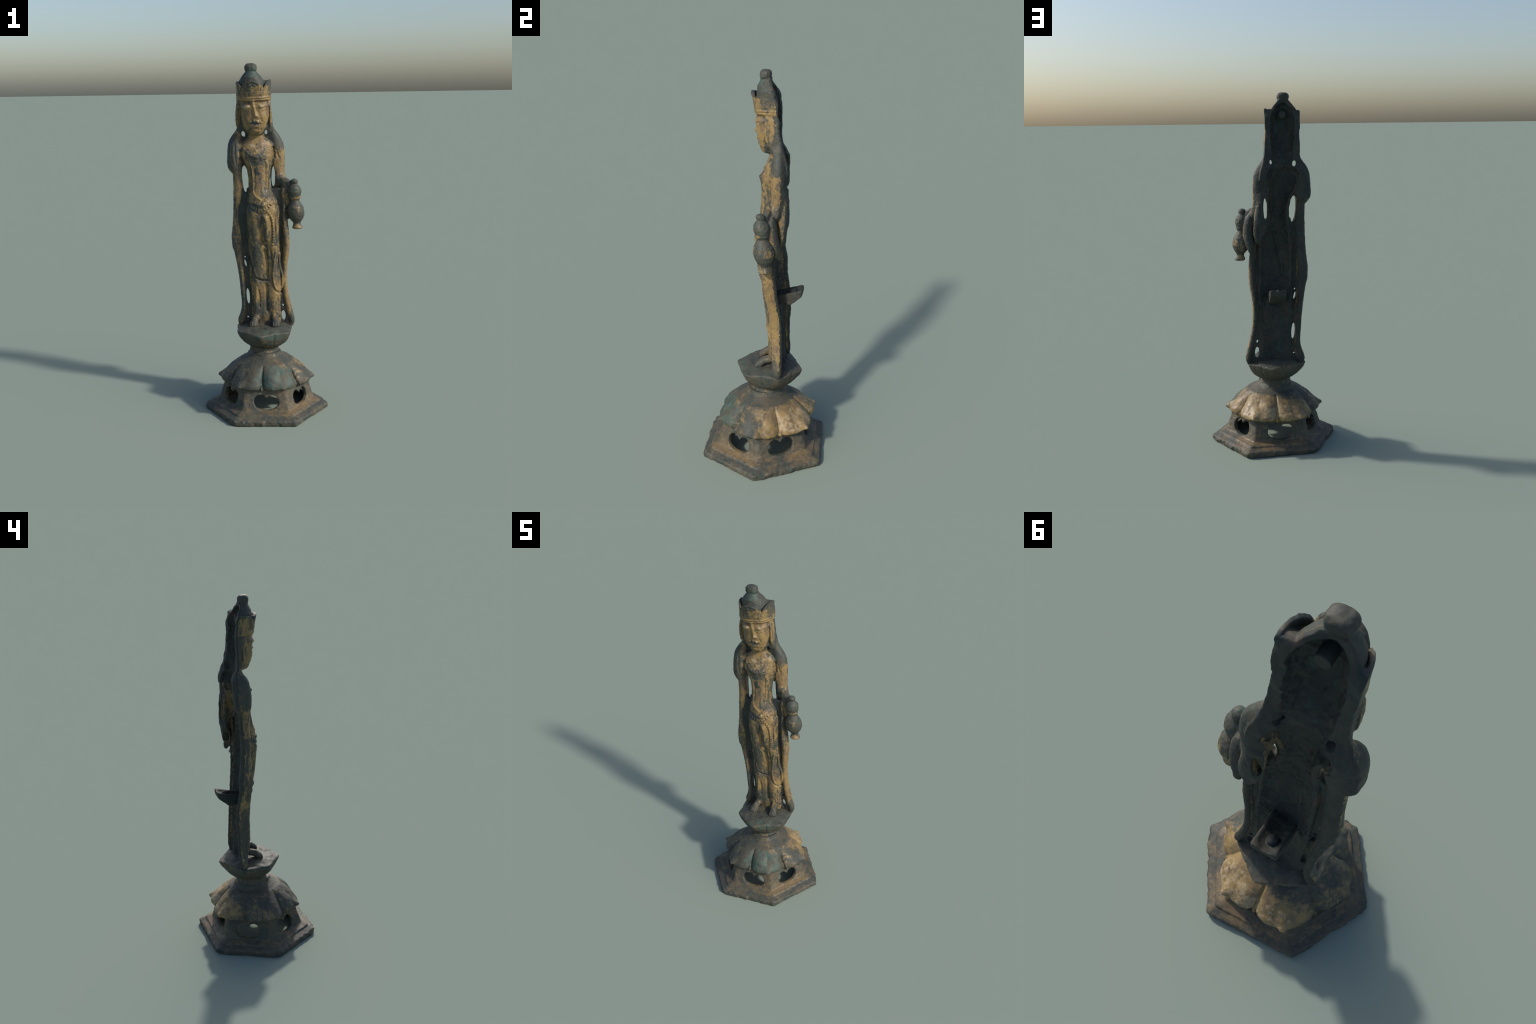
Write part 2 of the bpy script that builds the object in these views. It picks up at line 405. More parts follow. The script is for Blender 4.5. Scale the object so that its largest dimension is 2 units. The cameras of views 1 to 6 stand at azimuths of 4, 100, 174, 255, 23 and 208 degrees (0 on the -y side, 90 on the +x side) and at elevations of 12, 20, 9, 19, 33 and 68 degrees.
stroke([(.088, .95), (.083, .87), (.094, .80), (.096, .745), (.090, .70)], .0055, .0050)
stroke([(.075, .92), (.068, .84), (.070, .76)], .006, -.003)
stroke([(.038, .80), (.042, .745), (.058, .702), (.082, .685), (.098, .70)], .0045, -.006)
stroke([(.004, .755), (.005, .68), (.006, .62), (.008, .56)], .0085, -.009)
stroke([(-.042, .715), (-.036, .65), (-.040, .59)], .006, -.005)
stroke([(-.072, .73), (-.074, .65), (-.078, .58)], .005, -.004)
stroke([(.068, .68), (.069, .62), (.068, .565)], .005, -.004)
stroke([(.085, .68), (.087, .61), (.088, .55)], .004, -.003)
stroke([(-.055, .735), (-.056, .66), (-.06, .59)], .006, .003)
# hand hanging at the side
stroke([(-.178, 1.01), (-.165, .985), (-.150, 1.005)], .004, .003)
stroke([(-.185, .99), (-.165, .965), (-.148, .975)], .004, -.003)
stroke([(-.150, 1.01), (-.138, .99), (-.125, .985)], .004, .003)

BUMPS = [
    (-.098, 1.761, .027, .0130, .05, .0115), (.000, 1.767, .027, .0130, .18, .0120),   # lids
    (-.097, 1.741, .019, .0045, .05, .0025), (-.003, 1.747, .019, .0045, .18, .0025),
    (-.041, 1.713, .010, .0095, 0, .0080), (-.053, 1.709, .0055, .006, 0, .004), (-.029, 1.710, .0055, .006, 0, .004),
    (-.050, 1.682, .0080, .0065, 0, .0055), (-.030, 1.682, .0080, .0065, 0, .0055), (-.042, 1.655, .015, .006, 0, .0045),
    (-.044, 1.627, .019, .010, 0, .0045), (-.102, 1.69, .025, .03, 0, .0035), (.008, 1.70, .022, .03, 0, .0035),
    (-.044, 1.480, .024, .020, 0, .0065), (-.046, 1.482, .006, .006, 0, .003), (-.014, 1.482, .010, .010, 0, .005), (-.078, 1.498, .012, .010, .4, .0035),
    (-.004, 1.218, .015, .016, .6, .0085), (-.030, 1.208, .014, .014, 0, .005), (.016, 1.238, .008, .014, .5, .004), (-.02, 1.150, .05, .05, 0, .003)]


def relief(x, y, z):
    d = np.zeros(x.shape, F)
    for p, w, h, beads, fade, lo, hi in S_:
        k = (x > lo[0]) & (x < hi[0]) & (z > lo[1]) & (z < hi[1]) & (y < .085)
        if not k.any(): continue
        q, t = seg2(x[k], z[k], p)
        g = h * np.exp(-(q / w) ** 2)
        if beads: g = g * (.55 + .45 * np.cos(t * beads * 6.283))
        if fade: g = g * sstep(0, .12, t) * sstep(0, .12, 1 - t)
        d[k] += g.astype(F)
    for cx, cz, sx, sz, a, h in BUMPS:
        k = (np.abs(x - cx) < 3 * sx) & (np.abs(z - cz) < 3 * max(sx, sz)) & (y < .07)
        if not k.any(): continue
        X, Z = x[k] - cx, z[k] - cz
        u = X * math.cos(a) + Z * math.sin(a); v = -X * math.sin(a) + Z * math.cos(a)
        d[k] += (h * np.exp(-((u / sx) ** 2 + (v / sz) ** 2) ** 1.2)).astype(F)
    k = (np.abs(x + .045) < .085) & (z > 1.45) & (z < 1.54) & (y < .04)       # worn jewellery
    if k.any(): d[k] += .0022 * vnoise(x[k], y[k], z[k], .007) * sstep(.085, .06, np.abs(x[k] + .045))
    for cx in (-.069, .063):                                       # toes
        k = (np.abs(x - cx) < .028) & (y < -.004) & (z < .53)
        if k.any():
            d[k] += (.0016 * np.cos((x[k] - cx) * 6.283 / .0092) * sstep(-.004, -.016, y[k])).astype(F)
    return d


def groups(x, y, z):
    """distance to each named part of the figure"""
    g = {}
    g['topknot'] = topknot(x, y, z)
    g['hair'] = smin(hair_dome(x, y, z), hair_back(x, y, z), .006)
    g['crown'] = crown(x, y, z)
    g['head'] = face(x, y, z)
    g['ear'] = np.minimum(ears[0](x, y, z), ears[1](x, y, z))
    g['torso'] = trunk(x, y, z)
    r = robe(x, y, z)
    for l in legs: r = smin(r, l(x, y, z), .012)
    g['robe'] = r
    g['arm'] = smin(arm_r(x, y, z), sleeve_r(x, y, z), .006)
    g['arm.001'] = smin(arm_l(x, y, z), elbow_back(x, y, z), .010)
    g['hand'] = hand_l(x, y, z)
    g['sleeve_drape'] = drape_l(x, y, z)
    g['scarf'] = scarf_r(x, y, z)
    g['scarf.001'] = scarf_l(x, y, z)
    g['web'] = web(x, y, z)
    g['foot'] = feet[0](x, y, z)
    g['foot.001'] = feet[1](x, y, z)
    g['bottle'] = bottle(x, y, z)
    return g


KSM = {'topknot': .008, 'hair': .005, 'crown': .002, 'head': .005, 'ear': .005, 'torso': .006, 'robe': .004, 'arm': .010, 'arm.001': .010,
       'hand': .006, 'sleeve_drape': .006, 'scarf': .010, 'scarf.001': .006, 'web': .008, 'foot': .006, 'foot.001': .006, 'bottle': .003}


def figure(x, y, z):
    g = groups(x, y, z)
    d = np.full(x.shape, FAR, F)
    for n, v in g.items():
        d = smin(d, v, KSM[n])
    near = np.abs(d) < .03
    if near.any():
        X, Y, Z = x[near], y[near], z[near]
        d[near] -= relief(X, Y, Z) + .0009 * vnoise(X, Y, Z, .012) + .0006 * vnoise(X, Y, Z, .006)
    near = (d < .04) | (lug(x, y, z) < .03)
    if near.any():
        X, Y, Z = x[near], y[near], z[near]
        e = d[near]
        bumpy = .0045 * vnoise(X, Y, Z, .035) + .0038 * vnoise(X, Y, Z, .016) + .0018 * vnoise(X, Y, Z, .008)
        flow, _ = seg2(X, Z, RIDGE)
        bumpy = bumpy + .013 * np.exp(-(flow / .010) ** 2)
        e = np.maximum(e, -(cavity(X, Y, Z) + bumpy))
        e = smax(e, Y - rim(X, Z) + .35 * bumpy + .0055 * vnoise(X, Y * 0, Z, .03), .003)
        e = smax(e, -(holes(X, Y, Z) + .0006 * vnoise(X, Y, Z, .01)), .004)
        e = smin(e, spigot(X, Y, Z), .003)
        e = smin(e, lug(X, Y, Z), .006)
        d[near] = e
    return d.astype(F)


# ================================================================== PEDESTAL
HEXC = [(.363, .010), (.179, .314), (-.204, .290), (-.363, -.030), (-.162, -.312), (.184, -.295)]


def hexgauge(x, y, corners, soft=.03):
    """1 on the outline of the polygon, 0 at its centre; corners slightly rounded"""
    acc = np.zeros(x.shape, F)
    n = 1 / soft
    for (ax, ay), (bx, by) in zip(corners, corners[1:] + corners[:1]):
        nx, ny = by - ay, ax - bx
        l = math.hypot(nx, ny); nx /= l; ny /= l
        w = nx * ax + ny * ay
        acc += np.exp(np.clip((nx * x + ny * y) / w * n, -60, 80))
    return np.log(acc) / n


plinth_prof = table([(-.01, 1.0), (.004, 1.015), (.022, 1.018), (.030, 1.004), (.034, .975), (.041, .918), (.0425, .905), (.0500, .897), (.0520, .888), (.0535, .868), (.062, .800), (.0635, .788), (.072, .778), (.088, .760),
                     (.11, .742), (.14, .712), (.175, .690), (.20, .68)], 5)
TIPS = [(.281, -.003, .198), (.144, .250, .196), (-.135, .259, .192), (-.284, .003, .195), (-.150, -.222, .193), (.116, -.230, .186)]
TANG = [math.atan2(t[1], t[0]) for t in TIPS]


def petal_angle(x, y):
    """angle to the nearest petal axis in units of half a petal (-1..1), and petal index"""
    a = np.arctan2(y, x)
    out = np.full(x.shape, 9, F); idx = np.zeros(x.shape, np.int32)
    order = sorted(range(6), key=lambda i: TANG[i])
    for j, i in enumerate(order):
        d = (a - TANG[i] + math.pi) % (2 * math.pi) - math.pi
        nxt = (TANG[order[(j + 1) % 6]] - TANG[i]) % (2 * math.pi) / 2
        prv = (TANG[i] - TANG[order[j - 1]]) % (2 * math.pi) / 2
        u = np.where(d > 0, d / nxt, d / prv)
        k = np.abs(u) < np.abs(out)
        out = np.where(k, u, out); idx = np.where(k, i, idx)
    return out, idx


dome_prof = table([(.12, .268), (.165, .272), (.185, .272), (.205, .264), (.222, .246), (.24, .2265), (.262, .203), (.28, .183), (.295, .165), (.304, .152),
                   (.306, .147), (.311, .134), (.318, .120), (.327, .104), (.336, .091), (.356, .085)])
TIPR = np.array([math.hypot(t[0], t[1]) for t in TIPS], F) / .284


def dome(x, y, z):
    r = np.hypot(x, y)
    u, idx = petal_angle(x, y)
    au = np.abs(u)
    P = dome_prof(z)[0]
    low = sstep(.325, .19, z)                                        # petals fade out towards the shoulder ring
    flat = .866 / np.cos((1 - np.minimum(np.sqrt(au * au + .05 * sstep(.19, .24, z)), 1)) * math.pi / 6)      # straight side of a hexagon
    s = 1 + (flat - 1) * low * .92
    puff = .020 * np.sin(np.clip(au, 0, 1) * math.pi) ** 1.1 * sstep(.305, .24, z) * sstep(.145, .20, z)
    tipw = np.interp(np.arange(6), range(6), TIPR)[idx].astype(F)
    R = P * s * (1 + (tipw - 1) * low) + puff
    side = (1 - au) * r * .52                                        # metres from the cleft
    deep = .6 + .4 * np.cos(np.arctan2(y, x) * 2 + math.pi)          # front and back clefts cut deepest
    off = .013 * sstep(.215, .172, z)
    R = R - deep * .012 * np.exp(-((side - off) / .006) ** 2) * sstep(.312, .285, z) * .8 - .004 * np.exp(-(side / .025) ** 2) * sstep(.318, .28, z)
    wedge = .010 * np.clip(1 - side / (off + .0005), 0, 1) ** .6 * sstep(.220, .195, z)   # little leaf behind the cleft
    R = R + wedge
    d = (r - R) * .72
    for t in TIPS:                                                   # drawn-out, slightly upturned tips
        n = np.array(t)
        a = np.array([n[0] * .76, n[1] * .76, n[2] + .020]); b = np.array([n[0] * .968, n[1] * .968, n[2] + .002])
        e = b - a
        w = np.clip(((x - a[0]) * e[0] + (y - a[1]) * e[1] + (z - a[2]) * e[2]) / (e @ e), 0, 1)
        q = np.sqrt((x - a[0] - e[0] * w) ** 2 + (y - a[1] - e[1] * w) ** 2 + (z - a[2] - e[2] * w) ** 2) - (.026 - .0155 * w)
        d = smin(d, q, .028)
    floor = .170 + .014 * (1 - au) ** 1.5 + .002 * np.cos(au * 9)
    und = floor + np.maximum(r - .1, 0) * 0 + (.235 - np.minimum(r, .235)) * .1
    return smax(smax(d, und - z, .016), z - .352, .004)


def drum_hole(x, y, z):
    """a cusped opening in each side of the drum"""
    d = np.full(x.shape, FAR, F)
    for j, ((ax, ay), (bx, by)) in enumerate(zip(HEXC, HEXC[1:] + HEXC[:1])):
        mx, my = (ax + bx) / 2, (ay + by) / 2
        ex, ey = bx - ax, by - ay
        l = math.hypot(ex, ey); ex /= l; ey /= l
        nx, ny = ey, -ex
        if nx * mx + ny * my < 0: nx, ny = -nx, -ny
        t = (x - mx * .72) * ex + (y - my * .72) * ey - (0, .004, -.012, -.010, .004, 0)[j]
        n = x * nx + y * ny
        k = (np.abs(t) < .14) & (n > .10)
        if not k.any(): continue
        T, Z = t[k], z[k] - .104
        wob = 1 + .05 * math.sin(j * 2.3)
        lobe = lambda s: np.sqrt(((T - s * .034) / (.036 * wob)) ** 2 + ((Z - .008) / .037) ** 2) - 1
        lower = np.sqrt((T / .064) ** 2 + ((Z + .007) / .031) ** 2) - 1
        q = smin(smin(lobe(-1), lobe(1), .06), lower, .18) * .036
        d[k] = np.minimum(d[k], q)
    return d


BOWLC = [(-.160, -.052), (-.028, -.149), (.138, -.073), (.150, .108), (.020, .206), (-.172, .106)]
BX, BY = -.005, .030
BOWLR = [(p[0] - BX, p[1] - BY) for p in BOWLC]
BANG = [math.atan2(p[1], p[0]) for p in BOWLR]
bowl_prof = table([(.36, .52), (.374, .53), (.381, .58), (.392, .69), (.405, .795), (.42, .87), (.44, .955), (.46, 1.005), (.475, 1.025), (.50, 1.03), (.52, 1.03)])


def bowl(x, y, z):
    X, Y = x - BX, y - BY
    r = np.hypot(X, Y)
    g = hexgauge(X, Y, BOWLR, .035) * .152
    t = sstep(.385, .47, z)
    g = r * .92 * (1 - t) + g * t
    R = bowl_prof(z)[0] * .152
    a = np.arctan2(Y, X)
    for q in BANG:
        dl = np.abs((a - q - .52 + math.pi) % (2 * math.pi) - math.pi) * r
        R = R - .0032 * np.exp(-(dl / .006) ** 2) * sstep(.39, .42, z)
    d = (g - R) * .8
    top = .501 - .022 * sstep(.09, .175, r) + .0035 * vnoise(x, y, z * 0, .03) + .010 * X
    back = .006 * sstep(.08, .18, Y)
    return smax(smax(d, z - top + back, .007), .380 - z, .004)


def neck(x, y, z):
    r = np.hypot(x + .011, y - .020)
    R = np.interp(z, [.30, .335, .345, .36, .376, .384, .40], [.115, .096, .087, .0835, .0845, .092, .094])
    return smax(r - R, np.maximum(z - .40, .29 - z), .004)


def ped_groups(x, y, z):
    g = {}
    hg = hexgauge(x, y, HEXC, .018) * .31
    R = plinth_prof(z)[0] * .31
    rough = .0035 * vnoise(x, y, z, .045) + .0030 * vnoise(x, y, z, .016)
    d = (hg - R) * .75 + rough * sstep(.042, .030, z) + .0010 * vnoise(x, y, z, .02)
    d = smax(d, np.maximum(z - .185, .0 - z), .004)
    cav = np.maximum(hg - R + .026 + .012 * sstep(.05, .0, z), z - .20)
    d = smax(d, -cav, .003)
    d = smax(d, -drum_hole(x, y, z), .006)
    g['plinth'] = d
    e = dome(x, y, z)
    g['lotus_petal'] = e
    g['stem'] = neck(x, y, z)
    g['lotus_seat'] = bowl(x, y, z)
    return g


def pedestal(x, y, z):
    g = ped_groups(x, y, z)
    d = smin(g['plinth'], g['lotus_petal'], .004)
    inner = np.maximum(np.maximum(hexgauge(x, y, HEXC, .03) * .31 - .31 * .635, z - .235 + .35 * np.maximum(np.hypot(x, y) - .1, 0)), -.02 - z)
    d = smax(d, -inner, .004)
    d = smin(d, g['stem'], .004)
    d = smin(d, g['lotus_seat'], .004)
    d = d - .0010 * vnoise(x, y, z, .018) - .0006 * vnoise(x, y, z, .008)
    return np.maximum(d, .0005 - z).astype(F)


# ================================================================== MATERIALS
class N:
    """small node-building helper"""
    def __init__(s, name):
        s.m = bpy.data.materials.new(name); s.m.use_nodes = True
        s.t = s.m.node_tree; s.t.nodes.clear()
        s.co = s.t.nodes.new('ShaderNodeTexCoord').outputs['Object']
        w = s.t.nodes.new('ShaderNodeTexNoise'); s.t.links.new(s.co, w.inputs['Vector'])
        w.inputs['Scale'].default_value = 38; w.inputs['Detail'].default_value = 4
        s.warped = s.vm('ADD', s.co, s.vm('MULTIPLY', s.vm('SUBTRACT', w.outputs['Color'], (.5, .5, .5)), (.05, .05, .05)))
    def _in(s, sock, v):
        if hasattr(v, 'is_linked') or hasattr(v, 'links'): s.t.links.new(v, sock)
        else: sock.default_value = v
    def math(s, op, a, b=0., clamp=False):
        n = s.t.nodes.new('ShaderNodeMath'); n.operation = op; n.use_clamp = clamp
        s._in(n.inputs[0], a); s._in(n.inputs[1], b); return n.outputs[0]
    def vm(s, op, a, b):
        n = s.t.nodes.new('ShaderNodeVectorMath'); n.operation = op
        s._in(n.inputs[0], a); s._in(n.inputs[1], b)
        return n.outputs['Value'] if op == 'LENGTH' else n.outputs[0]
    def noise(s, scale, detail=4, rough=.55, stretch=(1, 1, 1), off=(0, 0, 0), dist=0.):
        mp = s.t.nodes.new('ShaderNodeMapping'); s.t.links.new(s.co, mp.inputs[0])
        mp.inputs['Scale'].default_value = stretch; mp.inputs['Location'].default_value = off
        n = s.t.nodes.new('ShaderNodeTexNoise'); s.t.links.new(mp.outputs[0], n.inputs['Vector'])
        n.inputs['Scale'].default_value = scale; n.inputs['Detail'].default_value = detail
        n.inputs['Roughness'].default_value = rough; n.inputs['Distortion'].default_value = dist
        return n.outputs['Fac']
    def ramp(s, v, a, b, lo=0., hi=1.):
        n = s.t.nodes.new('ShaderNodeMapRange'); n.interpolation_type = 'SMOOTHSTEP'
        s._in(n.inputs['Value'], v)
        for k, q in (('From Min', a), ('From Max', b), ('To Min', lo), ('To Max', hi)): n.inputs[k].default_value = q
        return n.outputs[0]
    def mix(s, f, a, b):
        n = s.t.nodes.new('ShaderNodeMix'); n.data_type = 'RGBA'
        s._in(n.inputs[0], f)
        for i, v in ((6, a), (7, b)):
            if hasattr(v, 'links'): s.t.links.new(v, n.inputs[i])
            else: n.inputs[i].default_value = (*v, 1)
        return n.outputs[2]
    def blob(s, c, r, w):
        d = s.vm('LENGTH', s.vm('MULTIPLY', s.vm('SUBTRACT', s.warped, c), tuple(1 / q for q in r)), (0, 0, 0))
        return s.math('MULTIPLY', s.ramp(d, 1.25, .55), w)
    def blobs(s, L, base):
        v = base
        for c, r, w in L: v = s.math('ADD', s.blob(c, r, w), v)
        return v
    def done(s, col, rough, metal=0., bump=None, dist=.002, strength=.5):
        p = s.t.nodes.new('ShaderNodeBsdfPrincipled'); o = s.t.nodes.new('ShaderNodeOutputMaterial')
        s._in(p.inputs['Base Color'], col); s._in(p.inputs['Roughness'], rough); s._in(p.inputs['Metallic'], metal)
        p.inputs['Specular IOR Level'].default_value = .35
        if bump is not None:
            b = s.t.nodes.new('ShaderNodeBump'); b.inputs['Strength'].default_value = strength; b.inputs['Distance'].default_value = dist
            s.t.links.new(bump, b.inputs['Height']); s.t.links.new(b.outputs[0], p.inputs['Normal'])
        s.t.links.new(p.outputs[0], o.inputs[0]); return s.m


GOLD, GOLD_PALE, GOLD_BROWN = (.238, .165, .068), (.345, .268, .162), (.150, .102, .058)
PATINA, PATINA_GREEN, UMBER = (.044, .052, .046), (.050, .092, .076), (.088, .074, .053)


def gilt_bronze(name, bias, blobs=(), pale=(), green=(), stretch=(1.3, 1.3, .55), umber=.7, soft=1., gold=None):
    n = N(name)
    big = n.noise(16, 5, .62, stretch, (3, 1, 2), .3)
    fine = n.noise(75, 4, .6, (1, 1, .7), (9, 4, 0))
    v = n.math('ADD', n.math('MULTIPLY', n.math('SUBTRACT', big, .5), 1.9), n.math('MULTIPLY', n.math('SUBTRACT', fine, .5), 1.0))
    v = n.math('ADD', v, n.blobs(blobs, bias))
    gild = n.ramp(v, -.16 * soft, .18 * soft)
    tone = n.noise(22, 4, .6, (1, 1, .6), (5, 5, 5))
    gold = n.mix(n.ramp(tone, .42, .68), gold or GOLD, GOLD_BROWN)
    pv = n.math('ADD', n.math('MULTIPLY', n.math('SUBTRACT', n.noise(55, 4, .6, (1, 1, 1), (2, 7, 1)), .5), 1.6), n.blobs(pale, -.38))
    gold = n.mix(n.ramp(pv, -.08, .20, 0, .8), gold, GOLD_PALE)
    dark = n.mix(n.ramp(n.noise(13, 4, .6, (1, 1, .7), (8, 0, 3)), .40, .62, 0, umber), PATINA, UMBER)
    dark = n.mix(n.ramp(n.noise(48, 4, .65, (1, 1, .6), (7, 3, 1)), .46, .66, 0, .6), dark, (.088, .079, .050))
    dark = n.mix(n.ramp(n.noise(90, 4, .7, (1, 1, .8), (1, 3, 6)), .50, .68, 0, .55), dark, (.026, .031, .028))
    gv = n.math('ADD', n.math('MULTIPLY', n.math('SUBTRACT', n.noise(30, 5, .65, (1, 1, 1), (0, 6, 9)), .5), 1.7), n.blobs(green, -.20))
    dark = n.mix(n.ramp(gv, -.08, .28, 0, .75), dark, PATINA_GREEN)
    speck = n.ramp(n.noise(120, 3, .6, (1, 1, .6), (3, 3, 7)), .62, .70, 0, .7)      # pits where the leaf has flaked
    col = n.mix(n.math('MULTIPLY', gild, n.math('SUBTRACT', 1., speck)), dark, gold)
    rough = n.ramp(gild, 0, 1, .62, .46)
    bump = n.math('ADD', n.noise(140, 5, .6), n.math('MULTIPLY', gild, .25))
    return n.done(col, rough, .0, bump, .0015, .35)


def raw_bronze(name):
    n = N(name)
    a = n.mix(n.ramp(n.noise(18, 5, .6, (1, 1, .6)), .40, .66), (.026, .032, .029), (.046, .042, .034))
    a = n.mix(n.ramp(n.noise(32, 5, .65, (1, 1, .7), (4, 2, 8)), .52, .72, 0, .7), a, (.038, .066, .058))
    a = n.mix(n.ramp(n.noise(11, 3, .5, (1, 1, 1), (1, 9, 4)), .60, .72, 0, .6), a, (.075, .045, .036))
    return n.done(a, .68, 0, n.noise(90, 6, .65), .003, .6)


# ================================================================== BUILD
def region_objects(P, Q, names_of_face, mats_of_face, mats, root, parents={}):
    """one smooth surface, separated by face region; borders coincide and keep the whole surface's normals"""
    me = bpy.data.meshes.new('whole')
    me.vertices.add(len(P)); me.vertices.foreach_set('co', P.astype(F).ravel())
    me.loops.add(len(Q) * 4); me.loops.foreach_set('vertex_index', Q.ravel().astype(np.int32))
    me.polygons.add(len(Q)); me.polygons.foreach_set('loop_start', np.arange(len(Q), dtype=np.int32) * 4)
    me.update(); me.validate()
    nr = np.zeros(len(P) * 3, F); me.vertex_normals.foreach_get('vector', nr); nr = nr.reshape(-1, 3)
    made = {}
    for name in dict.fromkeys(names_of_face.tolist()):
        f = names_of_face == name
        if f.sum() < 30: continue
        q = Q[f]; used, inv = np.unique(q, return_inverse=True)
        m = bpy.data.meshes.new(name)
        m.vertices.add(len(used)); m.vertices.foreach_set('co', P[used].astype(F).ravel())
        m.loops.add(len(q) * 4); m.loops.foreach_set('vertex_index', inv.ravel().astype(np.int32))
        m.polygons.add(len(q)); m.polygons.foreach_set('loop_start', np.arange(len(q), dtype=np.int32) * 4)
        slots = sorted(set(mats_of_face[f].tolist()))
        for s in slots: m.materials.append(mats[s])
        lut = {s: i for i, s in enumerate(slots)}
        m.polygons.foreach_set('material_index', np.array([lut[s] for s in mats_of_face[f].tolist()], np.int32))
        m.polygons.foreach_set('use_smooth', np.ones(len(q), bool))
        m.update()
        m.normals_split_custom_set_from_vertices([tuple(v) for v in nr[used]])
        o = bpy.data.objects.new(name, m); bpy.context.scene.collection.objects.link(o)
        made[name] = o
    for name, o in made.items():
        o.parent = made.get(parents.get(name), root)
    bpy.data.meshes.remove(me)
    return made


def relax(P, Q, n=1, w=.35):
    for _ in range(n):
        acc = np.zeros_like(P); cnt = np.zeros(len(P))
        for i in range(4):
            a, b = Q[:, i], Q[:, (i + 1) % 4]
            for c in range(3):
                acc[:, c] += np.bincount(a, P[b, c], len(P)) + np.bincount(b, P[a, c], len(P))
            cnt += np.bincount(a, minlength=len(P)) + np.bincount(b, minlength=len(P))
        P = P + w * (acc / np.maximum(cnt, 1)[:, None] - P)
    return P


root = bpy.data.objects.new('bodhisattva_statue', None)
bpy.context.scene.collection.objects.link(root)
root['label'] = 'slender gilt bronze standing bodhisattva holding bottle on lotus pedestal'
root['category'] = 'statue'

fig_gold = gilt_bronze('worn_gilding', .0, [((.075, .09, 1.555), (.05, .06, .045), -.36), ((-.142, .08, .74), (.04, .06, .22), -.12), 
    ((-.05, -.02, 1.70), (.085, .06, .10), .34), ((-.04, -.04, 1.681), (.034, .04, .021), -.62), ((-.051, -.035, 1.689), (.010, .03, .008), .8), ((-.029, -.035, 1.689), (.010, .03, .008), .9), ((-.097, -.03, 1.758), (.03, .03, .016), .3), ((.0, -.03, 1.765), (.03, .03, .016), .3), ((-.044, -.03, 1.650), (.026, .03, .014), .6), ((-.05, .02, 1.59), (.05, .05, .03), .3),  # small gold blobs at z 1.689: upper-lip highlights painted into the colour
    ((-.045, .0, 1.54), (.085, .05, .035), .10), ((-.19, .07, 1.51), (.05, .08, .10), -.62), ((.055, .09, 1.60), (.04, .06, .07), -.55),
    ((-.035, -.02, 1.47), (.05, .04, .035), -.42), ((-.042, -.01, 1.40), (.016, .03, .028), -.6), ((-.01, 0, 1.36), (.03, .04, .07), .22),
    ((.085, .08, 1.43), (.04, .06, .07), .28), ((-.15, .07, 1.19), (.05, .06, .09), -.18), ((-.06, -.03, 1.205), (.05, .05, .03), -.38),
    ((-.04, 0, .90), (.035, .06, .10), -.34), ((.08, .02, .80), (.035, .05, .08), -.22), ((.12, .07, .80), (.035, .06, .28), .42),
    ((.05, -.01, 1.10), (.05, .05, .10), .22), ((-.05, .02, .70), (.06, .06, .06), .28), ((-.14, .08, .72), (.04, .06, .18), -.12),
    ((.062, -.01, .515), (.05, .07, .03), -.28), ((-.066, -.01, .515), (.05, .07, .03), -.28), ((.12, .06, 1.33), (.05, .05, .05), -.35)],
    pale=[((-.045, .0, 1.545), (.07, .05, .035), .42), ((.09, .06, 1.37), (.025, .05, .03), .4), ((-.097, -.035, 1.759), (.026, .03, .013), .5), ((0, -.035, 1.766), (.026, .03, .013), .7), ((-.030, -.035, 1.689), (.008, .03, .007), .5)],
    green=[((-.03, -.02, 1.46), (.05, .05, .04), .15)])
hair_mat = gilt_bronze('dark_patinated_hair', -.55, [((-.055, -.03, 1.84), (.12, .08, .03), .5), ((.04, .03, 1.73), (.04, .055, .11), .72), ((-.15, .02, 1.74), (.03, .04, .09), .5)], green=[((-.055, -.02, 1.95), (.05, .05, .035), .35)], umber=.35)
crown_mat = gilt_bronze('rubbed_gilt_crown', .02, [((-.055, .02, 1.80), (.12, .1, .03), .4), ((-.055, 0, 1.905), (.14, .12, .032), -.55)])
bottle_mat = gilt_bronze('patinated_bottle', -.30, [((.19, .03, 1.075), (.06, .06, .035), .5), ((.18, .0, 1.25), (.04, .04, .014), .5), ((.2, .08, 1.15), (.06, .05, .04), .35)],
                         green=[((.18, .02, 1.30), (.06, .06, .07), .2)], umber=.5)
inner_mat = raw_bronze('raw_cast_bronze')
plinth_mat = gilt_bronze('weathered_bronze_plinth', -.30, [((0, 0, .055), (.5, .5, .016), .16), ((.2, -.2, .07), (.25, .25, .03), .28), ((.12, .27, .06), (.2, .14, .05), .2), ((0, 0, .0), (.5, .5, .034), -.3)],
                         green=[((.05, -.28, .03), (.3, .1, .04), .1)], stretch=(.8, .8, 2.6), umber=.95, soft=2.2, gold=(.175, .125, .062))
petal_mat = gilt_bronze('worn_gilt_lotus', -.20, [((.16, .16, .22), (.17, .17, .11), .62), ((-.03, .24, .22), (.2, .12, .09), .55), ((-.22, .1, .22), (.12, .14, .08), .12), ((0, -.2, .23), (.2, .14, .1), -.28)],
                        pale=[((.13, .20, .23), (.14, .13, .07), .42), ((-.06, .23, .22), (.12, .1, .06), .35), ((.18, -.05, .22), (.06, .08, .05), .35)],
                        green=[((.07, -.2, .24), (.14, .12, .1), .36)], stretch=(1, 1, 1.2), umber=.75, soft=1.6)
seat_mat = gilt_bronze('patinated_bronze_seat', -.42, [((.02, -.1, .42), (.1, .06, .04), .25), ((-.01, -.06, .36), (.1, .06, .03), .2)],
                       green=[((.06, -.12, .47), (.12, .07, .03), .3)], stretch=(1, 1, 1), umber=.8, soft=1.8)
